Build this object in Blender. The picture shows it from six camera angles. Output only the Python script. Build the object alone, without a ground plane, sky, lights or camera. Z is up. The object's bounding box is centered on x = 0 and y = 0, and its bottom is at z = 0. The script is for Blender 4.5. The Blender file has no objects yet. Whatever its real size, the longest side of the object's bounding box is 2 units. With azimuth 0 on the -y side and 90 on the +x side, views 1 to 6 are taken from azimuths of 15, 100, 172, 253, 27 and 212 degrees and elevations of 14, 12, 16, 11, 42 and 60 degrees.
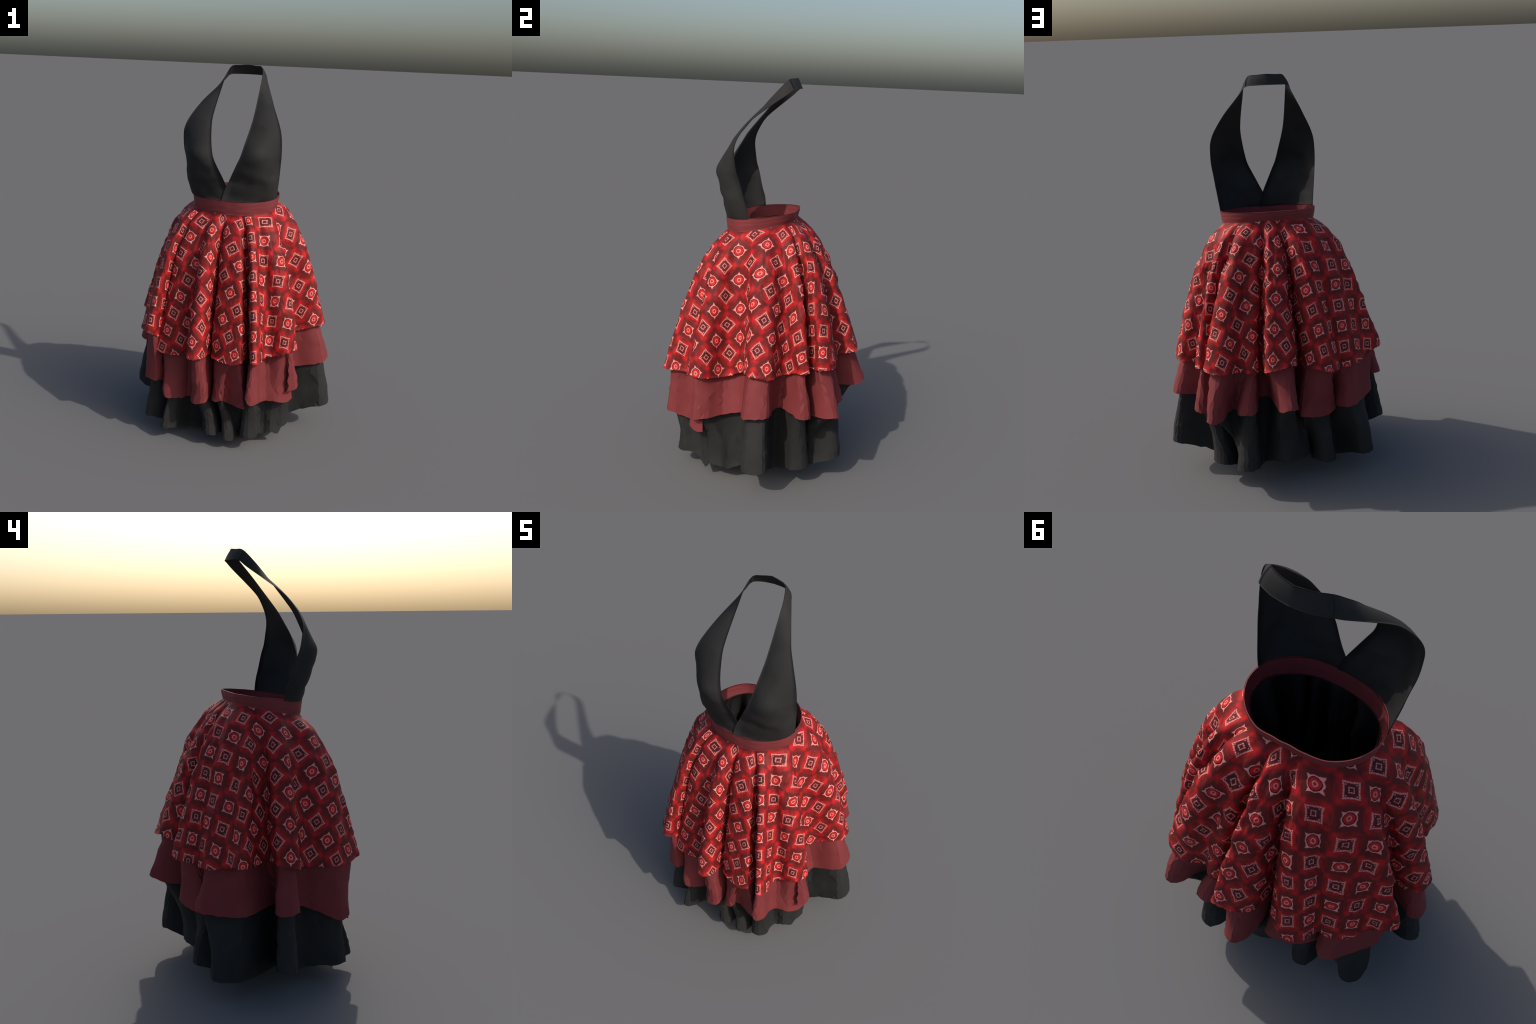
"""Halter dress: black halter bodice, plum waistband, three full-circle skirt layers.

All three skirt layers hang in the same set of folds.  Each fold station below is
one place on the drape (ridge, side or valley of a fold) with its position on the
hem of the overskirt, of the underskirt and of the petticoat.
"""
import bpy, math
import numpy as np
from mathutils import noise, Vector

rng = np.random.default_rng(7)

# ------------------------------------------------------------------ helpers
def closed_curve(points, per_unit, fractions=None):
    """Closed centripetal Catmull-Rom curve; returns dense samples."""
    p = np.asarray(points, float)
    n = len(p)
    out, tag = [], []
    for i in range(n):
        p0, p1, p2, p3 = p[i - 1], p[i], p[(i + 1) % n], p[(i + 2) % n]
        k = per_unit
        t = np.arange(k)[:, None] / k
        d = [max(np.linalg.norm(b[:2] - a[:2]), 1e-4) ** 0.5 for a, b in ((p0, p1), (p1, p2), (p2, p3))]
        m1 = ((p1 - p0) / d[0] - (p2 - p0) / (d[0] + d[1]) + (p2 - p1) / d[1]) * d[1]
        m2 = ((p2 - p1) / d[1] - (p3 - p1) / (d[1] + d[2]) + (p3 - p2) / d[2]) * d[1]
        h = 2 * t**3 - 3 * t**2 + 1, t**3 - 2 * t**2 + t, -2 * t**3 + 3 * t**2, t**3 - t**2
        out.append(h[0] * p1 + h[1] * m1 + h[2] * p2 + h[3] * m2)
        tag.append(i + t[:, 0])
    return np.vstack(out), np.concatenate(tag)


def open_curve(points, count):
    """Open Catmull-Rom curve through the points, sampled at count parameters."""
    p = np.asarray(points, float)
    e = np.vstack([2 * p[0] - p[1], p, 2 * p[-1] - p[-2]])
    s = np.linspace(0, len(p) - 1, count)
    i = np.minimum(s.astype(int), len(p) - 2)
    t = (s - i)[:, None]
    a, b, c, d = e[i], e[i + 1], e[i + 2], e[i + 3]
    return 0.5 * (2 * b + (c - a) * t + (2 * a - 5 * b + 4 * c - d) * t**2 + (3 * b - a - 3 * c + d) * t**3)


def smooth_closed(a, sigma):
    """Gaussian smoothing of samples on a closed loop (sigma in samples)."""
    n = len(a)
    k = np.minimum(np.arange(n), n - np.arange(n))
    w = np.exp(-0.5 * (k / sigma) ** 2)
    w /= w.sum()
    return np.real(np.fft.ifft(np.fft.fft(a, axis=0) * np.fft.fft(w)[:, None], axis=0))


def normals_of(grid, closed):
    du = np.roll(grid, -1, 1) - np.roll(grid, 1, 1) if closed else np.gradient(grid, axis=1)
    dv = np.gradient(grid, axis=0)
    n = np.cross(du, dv)
    return n / (np.linalg.norm(n, axis=2, keepdims=True) + 1e-9)


def cloth(name, grid, closed, thickness, material, flat=None, outward=1.0, crease=0):
    """Sheet of cloth with real thickness from a grid of points (rows x columns).

    flat: the same grid as it lies cut out on the table; it becomes the rest shape, so
    that Generated coordinates run over the flat cloth, and the drape is a shape key."""
    rows, cols = grid.shape[:2]
    n = normals_of(grid, closed) * outward
    inner = grid - n * thickness
    verts = np.concatenate([grid.reshape(-1, 3), inner.reshape(-1, 3)])
    off = rows * cols
    faces = []
    width = cols if closed else cols - 1
    for r in range(rows - 1):
        for c in range(width):
            a, b = r * cols + c, r * cols + (c + 1) % cols
            d, e = a + cols, b + cols
            if rng.random() < 0.5:
                tris = ((a, d, e), (a, e, b))
            else:
                tris = ((a, d, b), (b, d, e))
            for t in tris:
                t = t if outward > 0 else t[::-1]
                faces.append(t)
                faces.append(tuple(v + off for v in t[::-1]))
    def rim(path, flip):
        for a, b in path:
            q = (a, b, b + off, a + off)
            faces.append(q if flip else q[::-1])
    f = outward > 0
    rim([(c, (c + 1) % cols) for c in range(width)], not f)
    rim([((rows - 1) * cols + c, (rows - 1) * cols + (c + 1) % cols) for c in range(width)], f)
    if not closed:
        rim([(r * cols, (r + 1) * cols) for r in range(rows - 1)], f)
        rim([(r * cols + cols - 1, (r + 1) * cols + cols - 1) for r in range(rows - 1)], not f)
    mesh = bpy.data.meshes.new(name)
    rest = verts if flat is None else np.concatenate([flat.reshape(-1, 3)] * 2)
    mesh.from_pydata([tuple(v) for v in rest], [], faces)
    mesh.polygons.foreach_set("use_smooth", [True] * len(mesh.polygons))
    mesh.materials.append(material)
    obj = bpy.data.objects.new(name, mesh)
    bpy.context.scene.collection.objects.link(obj)
    if flat is not None:
        mesh.use_auto_texspace = False
        mesh.texspace_location, mesh.texspace_size = (0, 0, 0), (1, 1, 1)
        obj.shape_key_add(name="Basis")
        key = obj.shape_key_add(name="draped")
        key.data.foreach_set("co", verts.astype(np.float32).ravel())
        key.value = 1.0
    mesh.update()
    if crease and flat is None:
        mesh.set_sharp_from_angle(angle=math.radians(crease))
    return obj


# ---------------------------------------------------------------- materials
class Nodes:
    """Small helper to write node maths as formulas."""
    def __init__(self, name):
        self.material = bpy.data.materials.new(name)
        self.material.use_nodes = True
        self.tree = self.material.node_tree
        self.bsdf = self.tree.nodes["Principled BSDF"]

    def add(self, kind, **settings):
        node = self.tree.nodes.new(kind)
        for k, v in settings.items():
            setattr(node, k, v)
        return node

    def put(self, socket, value):
        if hasattr(value, "is_linked") or hasattr(value, "links"):
            self.tree.links.new(value, socket)
        else:
            socket.default_value = value

    def m(self, op, *args, clamp=False):
        node = self.add("ShaderNodeMath", operation=op, use_clamp=clamp)
        for s, a in zip(node.inputs, args):
            self.put(s, a)
        return node.outputs[0]

    def step(self, value, low, high):
        """0 below low, 1 above high, smooth between (low > high turns it round)."""
        node = self.add("ShaderNodeMapRange", interpolation_type="SMOOTHSTEP")
        self.put(node.inputs["Value"], value)
        node.inputs["From Min"].default_value, node.inputs["From Max"].default_value = min(low, high), max(low, high)
        node.inputs["To Min"].default_value, node.inputs["To Max"].default_value = (0, 1) if low < high else (1, 0)
        return node.outputs[0]

    def line(self, value, centre, half, soft):
        return self.step(self.m("ABSOLUTE", self.m("SUBTRACT", value, centre)), half + soft, half)

    def blend(self, factor, a, b):
        node = self.add("ShaderNodeMix", data_type="RGBA")
        self.put(node.inputs[0], factor)
        self.put(node.inputs[6], a)
        self.put(node.inputs[7], b)
        return node.outputs[2]

    def noise(self, vector, scale, detail=3.0, rough=0.5):
        node = self.add("ShaderNodeTexNoise")
        self.put(node.inputs["Vector"], vector)
        node.inputs["Scale"].default_value, node.inputs["Detail"].default_value, node.inputs["Roughness"].default_value = scale, detail, rough
        return node

    def bump(self, height, strength, distance):
        node = self.add("ShaderNodeBump")
        self.put(node.inputs["Height"], height)
        node.inputs["Strength"].default_value, node.inputs["Distance"].default_value = strength, distance
        self.put(self.bsdf.inputs["Normal"], node.outputs[0])


def plain_cloth(name, colour, variation, roughness, specular):
    n = Nodes(name)
    where = n.add("ShaderNodeTexCoord").outputs["Object"]
    patch = n.noise(where, 9.0).outputs[0]
    dark = tuple(c * (1 - variation) for c in colour) + (1,)
    light = tuple(min(1, c * (1 + variation)) for c in colour) + (1,)
    n.put(n.bsdf.inputs["Base Color"], n.blend(n.step(patch, 0.3, 0.7), dark, light))
    n.bsdf.inputs["Roughness"].default_value = roughness
    n.bsdf.inputs["Specular IOR Level"].default_value = specular
    n.bump(n.noise(where, 260.0, 2.0).outputs[0], 0.12, 0.002)
    return n.material


SPACING = 0.098          # metres from one printed motif to the next


def printed_cloth(phase):
    """Red print on the flat cloth: framed squares and rings on a chequered lattice."""
    n = Nodes("printed_cloth")
    co = n.add("ShaderNodeTexCoord").outputs["Generated"]
    lattice = n.add("ShaderNodeVectorMath", operation="MULTIPLY_ADD")      # metres on the cloth / spacing
    n.put(lattice.inputs[0], co)
    lattice.inputs[1].default_value = (2 / SPACING,) * 3
    lattice.inputs[2].default_value = (-1 / SPACING + phase, -1 / SPACING, 0)
    q = lattice.outputs[0]
    wob = n.noise(q, 8.0, 4.0, 0.7)
    shifted = n.add("ShaderNodeVectorMath", operation="MULTIPLY_ADD")
    n.put(shifted.inputs[0], wob.outputs[1])
    shifted.inputs[1].default_value = (0.07, 0.07, 0)
    n.put(shifted.inputs[2], q)
    xyz = n.add("ShaderNodeSeparateXYZ")
    n.put(xyz.inputs[0], shifted.outputs[0])
    x, y = n.m("SUBTRACT", xyz.outputs[0], 0.035), n.m("SUBTRACT", xyz.outputs[1], 0.035)
    cx, cy = n.m("ROUND", x), n.m("ROUND", y)
    a, b = n.m("ABSOLUTE", n.m("SUBTRACT", x, cx)), n.m("ABSOLUTE", n.m("SUBTRACT", y, cy))
    ring_cell = n.m("ABSOLUTE", n.m("MODULO", n.m("ADD", cx, cy), 2.0))
    big, small = n.m("MAXIMUM", a, b), n.m("MINIMUM", a, b)
    r = n.m("SQRT", n.m("ADD", n.m("MULTIPLY", a, a), n.m("MULTIPLY", b, b)))
    # frame whose corners reach out a little
    frame = n.m("SUBTRACT", big, n.m("MULTIPLY", n.m("MULTIPLY", small, small), 0.22))
    s, w = n.m("MULTIPLY", n.m("ADD", a, b), 0.7071), n.m("MULTIPLY", n.m("SUBTRACT", a, b), 0.7071)

    maroon, deep, red, hot, pink = (0.172, 0.020, 0.019, 1), (0.090, 0.011, 0.012, 1), (0.52, 0.014, 0.018, 1), (0.66, 0.020, 0.022, 1), (0.88, 0.31, 0.27, 1)
    # ground: maroon with soft red glow round the square motifs and bars off their corners
    cloudy = n.noise(q, 3.2, 4.0, 0.6).outputs[0]
    bar = n.m("EXPONENT", n.m("MULTIPLY", n.m("ADD", n.m("POWER", n.m("DIVIDE", n.m("SUBTRACT", s, 0.52), 0.16), 2.0), n.m("POWER", n.m("DIVIDE", w, 0.2), 2.0)), -1.0))
    glow = n.m("MULTIPLY", n.step(big, 0.52, 0.28), 0.9)
    square_red = n.m("MAXIMUM", bar, glow)
    ring_red = n.m("MULTIPLY", n.step(big, 0.40, 0.56), 0.6)
    amount = n.blend(ring_cell, square_red, ring_red)
    amount = n.m("MULTIPLY", amount, n.step(cloudy, 0.27, 0.56), clamp=True)
    ground = n.blend(amount, n.blend(n.step(cloudy, 0.3, 0.75), deep, maroon), red)
    ground = n.blend(0.55, ground, n.blend(amount, maroon, hot))
    # square motif
    beads = n.m("MULTIPLY_ADD", n.m("SINE", n.m("MULTIPLY", small, 70.0)), 0.22, 0.78)
    outline = n.m("MULTIPLY", n.line(frame, 0.258, 0.014, 0.030), beads)
    core = n.m("MULTIPLY", n.line(big, 0.088, 0.010, 0.022), n.m("MULTIPLY_ADD", n.m("COSINE", n.m("MULTIPLY", small, 75.0)), 0.25, 0.72))
    corner = n.m("SQRT", n.m("ADD", n.m("POWER", n.m("SUBTRACT", a, 0.185), 2.0), n.m("POWER", n.m("SUBTRACT", b, 0.185), 2.0)))
    dots = n.m("MULTIPLY", n.step(corner, 0.04, 0.012), 0.8)
    lines = n.m("MAXIMUM", n.m("MAXIMUM", outline, core), dots)
    square = n.blend(n.step(frame, 0.272, 0.232), ground, n.blend(n.step(cloudy, 0.3, 0.7), (0.085, 0.012, 0.014, 1), (0.16, 0.018, 0.020, 1)))
    square = n.blend(lines, square, pink)
    # ring motif: pale square with a dark circle, red disc and a small pale ring
    spiky = n.m("SUBTRACT", big, n.m("MULTIPLY", n.m("MULTIPLY", small, small), 0.62))
    shape = n.m("MAXIMUM", n.step(spiky, 0.248, 0.216), n.step(r, 0.290, 0.262))
    pale = n.m("MULTIPLY", shape, n.step(r, 0.220, 0.244))
    disc = n.step(r, 0.244, 0.222)
    ring = n.blend(pale, ground, pink)
    ring = n.blend(disc, ring, (0.09, 0.009, 0.011, 1))
    ring = n.blend(n.step(r, 0.212, 0.184), ring, (0.60, 0.020, 0.022, 1))
    little = n.line(r, 0.082, 0.011, 0.026)
    ring = n.blend(n.m("MULTIPLY", little, 0.9), ring, pink)
    colour = n.blend(ring_cell, square, ring)
    n.put(n.bsdf.inputs["Base Color"], colour)
    n.bsdf.inputs["Roughness"].default_value = 0.55
    n.bsdf.inputs["Specular IOR Level"].default_value = 0.15
    raised = n.blend(ring_cell, lines, n.m("MAXIMUM", pale, little))
    n.bump(raised, 0.5, 0.004)
    return n.material


black_cloth = plain_cloth("black_cloth", (0.0255, 0.0248, 0.0242), 0.10, 0.75, 0.2)
plum_cloth = plain_cloth("plum_cloth", (0.196, 0.034, 0.036), 0.05, 0.75, 0.25)
band_cloth = plain_cloth("band_cloth", (0.205, 0.036, 0.039), 0.10, 0.7, 0.3)

# -------------------------------------------------------------- waist curve
CENTRE = np.array([0.0, -0.05])
WAIST = [(0.243, -0.095), (0.224, -0.147), (0.175, -0.194), (0.122, -0.225), (0.036, -0.240), (-0.034, -0.238), (-0.095, -0.226),
         (-0.153, -0.201), (-0.193, -0.165), (-0.215, -0.128), (-0.231, -0.074), (-0.233, -0.033), (-0.213, 0.022), (-0.178, 0.071),
         (-0.127, 0.106), (-0.063, 0.116), (-0.006, 0.116), (0.055, 0.116), (0.112, 0.115), (0.173, 0.080), (0.211, 0.038), (0.241, -0.030)]
_w = np.array(WAIST)[::-1] - CENTRE
_wa, _wr = np.arctan2(_w[:, 0], -_w[:, 1]), np.hypot(_w[:, 0], _w[:, 1])
_o = np.argsort(_wa)
_wa, _wr = _wa[_o], _wr[_o]
_dense = np.linspace(-math.pi, math.pi, 721)[:-1]
_rad = smooth_closed(np.interp(_dense, _wa, _wr, period=2 * math.pi)[:, None], 5)[:, 0]


def waist(angle, scale=1.0):
    r = np.interp(angle, _dense, _rad, period=2 * math.pi) * scale
    return CENTRE[0] + r * np.sin(angle), CENTRE[1] - r * np.cos(angle)


def band_top_z(y):
    return 1.310 + (y + 0.24) * 0.118


def band_low_z(y):
    return 1.236 + (y + 0.22) * 0.205


# ----------------------------------------------------------------- bodice
dress = bpy.data.objects.new("halter_dress", None)
bpy.context.scene.collection.objects.link(dress)
dress["label"] = "black halter dress with tiered red patterned circle skirt"
dress["category"] = "dress"
parts = []

# stations from the waist up over the bust to the nape: arm edge, middle, neckline edge
HALTER = [
    ((0.238, -0.094, 1.316), (0.175, -0.194, 1.309), (-0.018, -0.2390, 1.305)),
    ((0.245, -0.102, 1.374), (0.192, -0.208, 1.360), (-0.003, -0.235, 1.365)),
    ((0.255, -0.121, 1.440), (0.192, -0.234, 1.430), (0.027, -0.240, 1.430)),
    ((0.263, -0.138, 1.505), (0.186, -0.256, 1.495), (0.060, -0.255, 1.497)),
    ((0.269, -0.154, 1.550), (0.180, -0.270, 1.548), (0.080, -0.253, 1.542)),
    ((0.271, -0.163, 1.600), (0.180, -0.247, 1.598), (0.095, -0.235, 1.606)),
    ((0.268, -0.169, 1.657), (0.186, -0.212, 1.660), (0.107, -0.202, 1.672)),
    ((0.254, -0.159, 1.703), (0.180, -0.188, 1.706), (0.113, -0.176, 1.717)),
    ((0.232, -0.136, 1.747), (0.174, -0.156, 1.750), (0.114, -0.145, 1.758)),
    ((0.209, -0.108, 1.787), (0.163, -0.121, 1.792), (0.113, -0.113, 1.798)),
    ((0.189, -0.074, 1.820), (0.154, -0.082, 1.832), (0.111, -0.079, 1.840)),
    ((0.157, -0.016, 1.867), (0.137, -0.028, 1.878), (0.108, -0.040, 1.888)),
    ((0.124, 0.045, 1.915), (0.118, 0.024, 1.928), (0.104, 0.008, 1.944)),
    ((0.104, 0.078, 1.945), (0.100, 0.064, 1.968), (0.087, 0.051, 1.990)),
    ((0.060, 0.098, 1.950), (0.055, 0.086, 1.974), (0.048, 0.071, 1.996)),
    ((0.005, 0.105, 1.951), (0.005, 0.094, 1.976), (0.005, 0.082, 2.000)),
]
BODY_ROWS, STRAP_FROM = 61, 13        # rows along one half; station where the strap starts


def halter_half(mirror):
    p = np.array(HALTER)
    arm, mid, neck = (open_curve(p[:, k], BODY_ROWS) for k in range(3))
    t = np.linspace(0, 1, 13)[:, None, None]
    # parabola through the three edge points at every station
    g = arm * (2 * t - 1) * (t - 1) + mid * 4 * t * (1 - t) + neck * t * (2 * t - 1)
    g = g.transpose(1, 0, 2)
    # gathers low on the cups
    for i in range(g.shape[0]):
        for j in range(1, g.shape[1] - 1):
            v = Vector(g[i, j] * (1 if not mirror else 1.07))
            fade = max(0.0, 1 - abs(g[i, j, 2] - 1.40) / 0.16)
            g[i, j, 1] += 0.016 * fade * noise.noise(v * 20) + (0.0015 * noise.noise(v * 30) if v.z < 1.85 else 0.0)
    # the lowest rows follow the waist and end inside the band
    here = np.arctan2(g[0, :, 0] - CENTRE[0], -(g[0, :, 1] - CENTRE[1]))
    wx, wy = waist(np.linspace(here[0], here[-1], g.shape[1]), 0.992)
    foot = np.stack([wx, wy, band_top_z(wy) - 0.006], 1)
    for i in range(6):
        k = (1 - i / 6) ** 2
        g[i] = g[i] * (1 - k) + foot * k
    if mirror:
        g = g * [-1, 1, 1] + [0.010, 0, 0]
        low = np.clip((1.40 - g[:, :, 2]) / 0.02, 0, 1)          # lies under the other half at the centre
        g[:, :, 1] += 0.004 * low
    return g


cut = int(round(STRAP_FROM / (len(HALTER) - 1) * (BODY_ROWS - 1)))
right, left = halter_half(False), halter_half(True)
parts.append(cloth("bodice_panel", right[: cut + 1], False, 0.0025, black_cloth, outward=1))
parts.append(cloth("bodice_panel", left[: cut + 1], False, 0.0025, black_cloth, outward=-1))
strap = np.concatenate([right[cut:], left[cut:-1][::-1]])
parts.append(cloth("neck_strap", strap, False, 0.0025, black_cloth, outward=1))

# --------------------------------------------------------------- waistband
ang = np.linspace(-math.pi, math.pi, 121)[:-1]
rows = []
for k in range(13):
    v = k / 12
    x, y = waist(ang, 1.0)
    z = band_top_z(y) * (1 - v) + band_low_z(y) * v
    out = np.array([0.0015 * noise.noise(Vector((3 * math.sin(a), 3 * math.cos(a), 9 * v + 0.5 * math.sin(3 * a)))) for a in ang])
    out += 0.0015 * math.sin(math.pi * v) - 0.010 * v
    d = np.stack([x, y], 1) - CENTRE
    d /= np.linalg.norm(d, axis=1, keepdims=True)
    rows.append(np.stack([x + d[:, 0] * out, y + d[:, 1] * out, z], 1))
parts.append(cloth("waistband", np.array(rows), True, 0.004, band_cloth, outward=-1))

# ------------------------------------------------------------------- skirt
FOLDS = []


def fold(name, overskirt, underskirt, petticoat):
    FOLDS.append((overskirt, underskirt, petticoat))


fold("front_left_valley", (-.135, -.380, .487), (-.118, -.360, .250), (-.085, -.270, .030))
fold("front_left_ridge", (-.095, -.500, .515), (-.075, -.455, .258), (-.035, -.395, .080))
fold("front_left_ridge", (-.060, -.512, .517), (-.040, -.475, .262), (.000, -.428, .075))
fold("front_left_ridge", (-.025, -.490, .518), (.004, -.468, .273), (.040, -.415, .066))
fold("front_left_side", (-.009, -.413, .514), (.006, -.420, .285), (.056, -.380, .070))
fold("front_slit", (-.004, -.310, .540), (.010, -.310, .290), (.062, -.295, .040))
fold("front_side", (.010, -.415, .510), (.025, -.425, .280), (.078, -.400, .080))
fold("front_ridge", (.060, -.450, .506), (.050, -.455, .280), (.100, -.430, .065))
fold("front_ridge", (.115, -.468, .504), (.090, -.460, .293), (.140, -.410, .052))
fold("front_ridge", (.135, -.470, .506), (.083, -.390, .265), (.158, -.370, .055))
fold("front_ridge", (.165, -.475, .510), (.140, -.412, .253), (.160, -.355, .050))
fold("front_side", (.192, -.468, .518), (.205, -.432, .253), (.166, -.335, .045))
fold("front_slit", (.200, -.330, .540), (.200, -.355, .270), (.170, -.300, .040))
fold("front_right_side", (.235, -.470, .535), (.222, -.475, .335), (.183, -.405, .078))
fold("front_right_ridge", (.264, -.500, .532), (.245, -.480, .303), (.225, -.420, .086))
fold("front_right_ridge", (.292, -.460, .532), (.282, -.445, .305), (.268, -.388, .088))
fold("front_right_side", (.285, -.385, .530), (.272, -.375, .280), (.264, -.335, .090))
fold("front_right_valley", (.305, -.335, .525), (.305, -.340, .280), (.268, -.285, .060))
fold("right_front_ridge", (.365, -.345, .545), (.360, -.325, .275), (.315, -.280, .080))
fold("right_front_tuck", (.385, -.345, .550), (.400, -.285, .265), (.330, -.264, .070))
fold("right_front_tuck", (.400, -.338, .556), (.418, -.242, .280), (.343, -.250, .056))
fold("right_front_tuck", (.413, -.332, .562), (.402, -.266, .315), (.351, -.239, .056))
fold("right_front_tuck", (.424, -.325, .567), (.398, -.312, .335), (.357, -.229, .070))
fold("right_front_ridge", (.432, -.316, .572), (.448, -.288, .348), (.363, -.220, .084))
fold("right_front_ridge", (.435, -.260, .560), (.445, -.240, .355), (.377, -.160, .082))
fold("right_valley", (.345, -.155, .550), (.375, -.140, .365), (.365, -.120, .070))
fold("right_valley", (.365, -.075, .585), (.380, -.065, .385), (.360, -.055, .095))
fold("right_side", (.478, -.035, .620), (.485, -.045, .405), (.470, -.030, .140))
fold("right_ridge", (.512, -.010, .623), (.540, -.015, .420), (.540, -.020, .155))
fold("right_ridge", (.518, .035, .624), (.547, .050, .430), (.568, .060, .160))
fold("right_ridge", (.500, .095, .615), (.530, .090, .435), (.545, .098, .165))
fold("right_side", (.420, .120, .610), (.410, .100, .425), (.410, .085, .115))
fold("right_back_valley", (.375, .150, .600), (.345, .125, .420), (.300, .105, .070))
fold("right_back_side", (.400, .185, .620), (.385, .175, .415), (.325, .155, .090))
fold("right_back_ridge", (.432, .235, .633), (.448, .240, .411), (.367, .205, .106))
fold("right_back_ridge", (.415, .265, .635), (.421, .283, .407), (.345, .258, .107))
fold("right_back_side", (.370, .255, .630), (.360, .270, .400), (.300, .275, .107))
fold("right_back_slit", (.285, .203, .605), (.250, .190, .365), (.215, .185, .050))
fold("back_right_side", (.375, .300, .640), (.375, .330, .400), (.232, .210, .060))
fold("back_right_ridge", (.392, .318, .642), (.400, .390, .415), (.238, .230, .070))
fold("back_right_ridge", (.350, .372, .645), (.372, .418, .411), (.245, .255, .080))
fold("back_right_ridge", (.300, .385, .640), (.322, .398, .405), (.250, .285, .090))
fold("back_right_side", (.262, .370, .640), (.290, .340, .420), (.255, .320, .110))
fold("back_right_valley", (.220, .348, .632), (.250, .295, .420), (.258, .362, .123))
fold("back_side", (.180, .375, .630), (.238, .400, .430), (.242, .405, .135))
fold("back_ridge", (.155, .380, .625), (.190, .420, .434), (.200, .425, .141))
fold("back_ridge", (.140, .370, .623), (.155, .400, .438), (.165, .405, .138))
fold("back_valley", (.120, .312, .615), (.120, .250, .445), (.140, .310, .090))
fold("back_valley", (.108, .380, .640), (.085, .250, .450), (.115, .260, .090))
fold("back_side", (.103, .464, .668), (.060, .420, .462), (.085, .298, .120))
fold("back_ridge", (.050, .465, .676), (.045, .490, .470), (.040, .345, .130))
fold("back_ridge", (-.003, .456, .686), (.000, .510, .488), (-.015, .343, .130))
fold("back_ridge", (-.040, .422, .673), (-.035, .470, .467), (-.055, .322, .124))
fold("back_valley", (-.070, .285, .630), (-.050, .290, .410), (-.100, .295, .120))
fold("back_left_side", (-.090, .380, .640), (-.060, .370, .385), (-.128, .268, .118))
fold("back_left_ridge", (-.130, .410, .640), (-.090, .385, .380), (-.135, .220, .070))
fold("back_left_ridge", (-.175, .435, .635), (-.130, .380, .373), (-.150, .300, .095))
fold("back_left_ridge", (-.221, .417, .620), (-.210, .338, .363), (-.175, .350, .106))
fold("back_left_side", (-.247, .386, .617), (-.255, .293, .367), (-.225, .347, .106))
fold("back_left_valley", (-.271, .338, .605), (-.225, .200, .360), (-.250, .285, .090))
fold("back_left_valley", (-.300, .343, .605), (-.262, .320, .390), (-.265, .190, .050))
fold("left_back_ridge", (-.340, .333, .610), (-.290, .360, .400), (-.325, .230, .080))
fold("left_back_ridge", (-.380, .304, .610), (-.330, .357, .402), (-.380, .313, .108))
fold("left_back_ridge", (-.420, .245, .620), (-.370, .310, .400), (-.420, .310, .108))
fold("left_back_ridge", (-.480, .215, .638), (-.430, .240, .400), (-.450, .270, .107))
fold("left_back_ridge", (-.512, .185, .643), (-.458, .190, .403), (-.452, .215, .100))
fold("left_back_side", (-.460, .125, .635), (-.458, .150, .410), (-.425, .125, .100))
fold("left_valley", (-.405, .045, .635), (-.360, -.020, .420), (-.290, -.045, .080))
fold("left_side", (-.462, .045, .641), (-.458, .022, .430), (-.430, .012, .130))
fold("left_ridge", (-.510, .030, .640), (-.520, .050, .428), (-.535, .048, .165))
fold("left_ridge", (-.530, -.010, .630), (-.557, .020, .424), (-.571, .017, .166))
fold("left_ridge", (-.520, -.060, .620), (-.530, -.055, .425), (-.556, -.040, .150))
fold("left_side", (-.455, -.088, .605), (-.450, -.075, .410), (-.430, -.070, .110))
fold("left_panel", (-.415, -.140, .590), (-.385, -.125, .395), (-.365, -.125, .085))
fold("left_panel", (-.432, -.225, .585), (-.400, -.205, .360), (-.375, -.210, .085))
fold("left_panel", (-.430, -.305, .585), (-.405, -.300, .310), (-.402, -.300, .089))
fold("left_front_ridge", (-.385, -.375, .590), (-.368, -.365, .322), (-.372, -.350, .087))
fold("left_front_ridge", (-.343, -.420, .597), (-.315, -.378, .313), (-.325, -.335, .080))
fold("left_front_side", (-.312, -.372, .566), (-.295, -.350, .310), (-.275, -.290, .050))
fold("left_front_slit", (-.300, -.310, .530), (-.275, -.310, .290), (-.240, -.235, .020))
fold("front_left_panel", (-.320, -.357, .490), (-.265, -.390, .275), (-.265, -.360, .050))
fold("front_left_panel", (-.268, -.388, .483), (-.245, -.420, .248), (-.255, -.428, .072))
fold("front_left_panel", (-.215, -.388, .481), (-.197, -.407, .242), (-.205, -.405, .065))
fold("front_left_panel", (-.170, -.385, .485), (-.155, -.378, .240), (-.180, -.320, .040))
fold("front_left_valley", (-.150, -.370, .487), (-.135, -.350, .245), (-.140, -.270, .025))

F = np.array(FOLDS)                                   # station, layer, xyz
dense = [closed_curve(F[:, k], 12)[0] for k in range(3)]
# columns: even steps of cloth along the hems
steps = sum(np.linalg.norm(np.roll(d, -1, 0) - d, axis=1) for d in dense) / 3
along = np.concatenate([[0], np.cumsum(steps)])
COLUMNS = 560
pick = np.linspace(0, along[-1], COLUMNS + 1)[:-1]


def resample(d):
    return np.stack([np.interp(pick, along, np.append(d[:, c], d[0, c])) for c in range(3)], 1)


hem = [resample(d) for d in dense]


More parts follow.
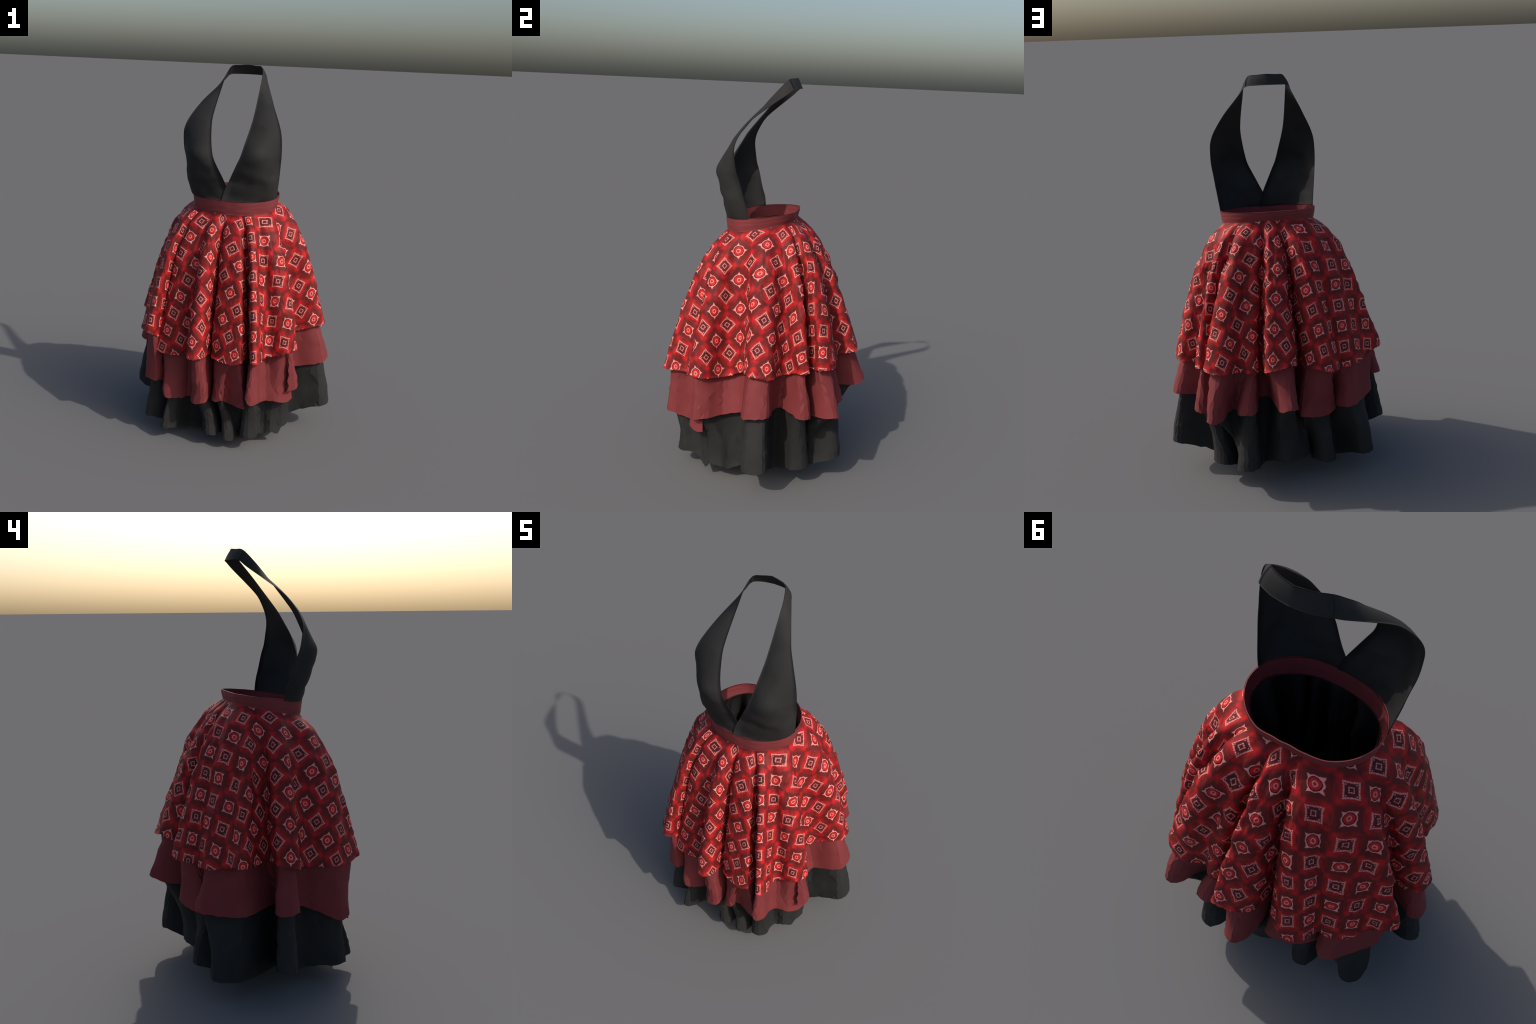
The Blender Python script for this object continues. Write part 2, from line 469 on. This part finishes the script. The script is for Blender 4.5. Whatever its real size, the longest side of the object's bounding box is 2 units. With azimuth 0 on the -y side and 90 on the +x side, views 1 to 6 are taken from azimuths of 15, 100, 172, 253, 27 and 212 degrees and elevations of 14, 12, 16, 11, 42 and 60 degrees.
def inset(curve, amount):
    """Curve of a layer lying under another: off its surface and closer to the body."""
    t = np.roll(curve, -3, 0) - np.roll(curve, 3, 0)
    n = np.stack([-t[:, 1], t[:, 0]], 1)
    n /= np.linalg.norm(n, axis=1, keepdims=True) + 1e-9
    d = curve[:, :2] - CENTRE
    d /= np.linalg.norm(d, axis=1, keepdims=True)
    out = curve.copy()
    out[:, :2] += (smooth_closed(n, 2.5) * 0.35 - d * 0.65) * amount
    return out


soft = smooth_closed(hem[0], COLUMNS * 0.035)
angle = np.unwrap(np.arctan2(soft[:, 0] - CENTRE[0], -(soft[:, 1] - CENTRE[1])))
angle = np.maximum.accumulate(angle)


def envelope(curve):
    """Smooth outline touched by the fold ridges of a hem, followed at the calm angle."""
    x, y = curve[:, 0] - CENTRE[0], curve[:, 1] - CENTRE[1]
    az, r = np.arctan2(x, -y), np.hypot(x, y)
    ridge = np.array([r[np.abs((az - a + math.pi) % (2 * math.pi) - math.pi) < 0.20].max() for a in _dense])
    ridge = smooth_closed(ridge[:, None], 22)[:, 0]
    rr = np.interp(angle, _dense, ridge, period=2 * math.pi)
    return np.stack([CENTRE[0] + rr * np.sin(angle), CENTRE[1] - rr * np.cos(angle), curve[:, 2]], 1)


FLARE = ([0, .05, .10, .20, .30, .40, .60, .80, 1.0], [0, .15, .26, .40, .52, .605, .75, .88, 1.0])


def drape(layer, row_length):
    """Rows of points from the waistband down to the hem of one layer (0 = outermost)."""
    gap = 0.040
    wx, wy = waist(angle, 0.945 - 0.018 * layer)
    wz = band_low_z(wy) + 0.003
    W = np.stack([wx, wy, wz], 1)
    top_hem = inset(hem[0], gap * layer)
    calm = envelope(top_hem)
    # rounder shoulders on the back right and front left, flatter centre back
    deg = np.degrees(angle) % 360
    def near(a, w):
        return np.exp(-0.5 * (((deg - a + 180) % 360 - 180) / w) ** 2)
    shoulder = 1 + 0.14 * near(178, 20) - 0.16 * near(128, 18) - 0.10 * near(308, 20)
    rows = []
    n0 = int(0.78 / row_length)
    for i in range(n0 + 1):
        t = i / n0
        f, g = (np.interp(t, *FLARE) ** shoulder)[:, None], t**0.65
        P = W + (calm - W) * f
        P[:, :2] += (top_hem - calm)[:, :2] * g
        P[:, 2] = W[:, 2] + (top_hem[:, 2] - W[:, 2]) * t
        rows.append(P)
    for k in range(1, layer + 1):
        a, b = hem[k - 1], hem[k]
        n = int(0.26 / row_length) if k == 1 else int(0.29 / row_length)
        for i in range(1, n + 1):          # lower folds take their own course soon below the layer above
            v = i / n
            P = a + (b - a) * (1 - (1 - v) ** (1.4 if k == 1 else 2.0))
            P[:, 2] = a[:, 2] + (b[:, 2] - a[:, 2]) * v
            rows.append(inset(P, gap * (layer - k + 1 - v)))
    g = np.array(rows)
    if layer == 2:          # nine metres of petticoat hem: deep pleats turned inwards under the upper layers
        pleat = 0.5 - 0.5 * np.cos(np.arange(COLUMNS) / COLUMNS * 2 * math.pi * 17 + 1.3 * np.sin(angle * 3))
        for i in range(len(g)):
            t = i / n0
            d = g[i, :, :2] - CENTRE
            d /= np.linalg.norm(d, axis=1, keepdims=True)
            deep = (0.04 + 0.06 * pleat) * np.clip(t / 0.25, 0, 1) * np.clip((1.25 - t) / 0.35, 0, 1)
            g[i, :, :2] -= d * deep[:, None]
    # small crumple of the cloth, kept off the waist
    if layer:               # the plain layers are a coarser, staggered net of cloth that creases in facets
        shifted = 0.5 * (g + np.roll(g, -1, 1))
        g[1::2] = shifted[1::2]
        g = g[:, ::2].copy()
    nr = normals_of(g, True)
    rough = np.full(g.shape[:2], 0.75)
    if layer == 0:          # puckered gathers below the band, strongest at the back
        fall = np.linspace(1, 0, g.shape[0])[:, None]
        rough = 1.0 + 1.1 * near(185, 55)[None, :] * fall + 0.3 * fall
    jitter = rng.uniform(-1, 1, g.shape[:2]) * (0.0012 if layer == 0 else 0.0020)
    for i in range(g.shape[0]):
        k = min(1.0, (i / 9) ** 1.6)
        for j in range(g.shape[1]):
            v = Vector(g[i, j])
            g[i, j] += nr[i, j] * k * rough[i, j] * (0.0065 * noise.noise(v * 14 + Vector((0, 0, 3.0))) + 0.004 * noise.noise(v * 30) + jitter[i, j])
    g[-1, :, 2] += 0.002 * rng.standard_normal(g.shape[1])
    return g


def lay_flat(g):
    """The same grid on the cutting table: a full circle with a round hole for the waist."""
    down = np.concatenate([np.zeros((1, g.shape[1])), np.cumsum(np.linalg.norm(np.diff(g, axis=0), axis=2), axis=0)])
    edge = np.linalg.norm(np.roll(g[-1], -1, 0) - g[-1], axis=1)
    turn = np.concatenate([[0], np.cumsum(edge)[:-1]]) / edge.sum() * 2 * math.pi
    tip = np.argmin(np.linalg.norm(g[-1] - np.array((.262, -.500, .532)), axis=1))
    start = turn[tip]
    turn = turn - start
    rho = 0.245 + 0.96 * down
    # a framed square sits just above the hem on the front right ridge
    phase = -(rho[-1, tip] - 0.038) / SPACING % 2
    return np.stack([rho * np.cos(turn), rho * np.sin(turn), np.zeros_like(rho)], 2), phase


over = drape(0, 0.019)
flat, phase = lay_flat(over)
parts.append(cloth("overskirt", over, True, 0.002, printed_cloth(phase), flat=flat, outward=-1))
parts.append(cloth("underskirt", drape(1, 0.030), True, 0.002, plum_cloth, outward=-1, crease=17))
parts.append(cloth("petticoat", drape(2, 0.032), True, 0.002, black_cloth, outward=-1, crease=17))

for p in parts:
    p.parent = dress
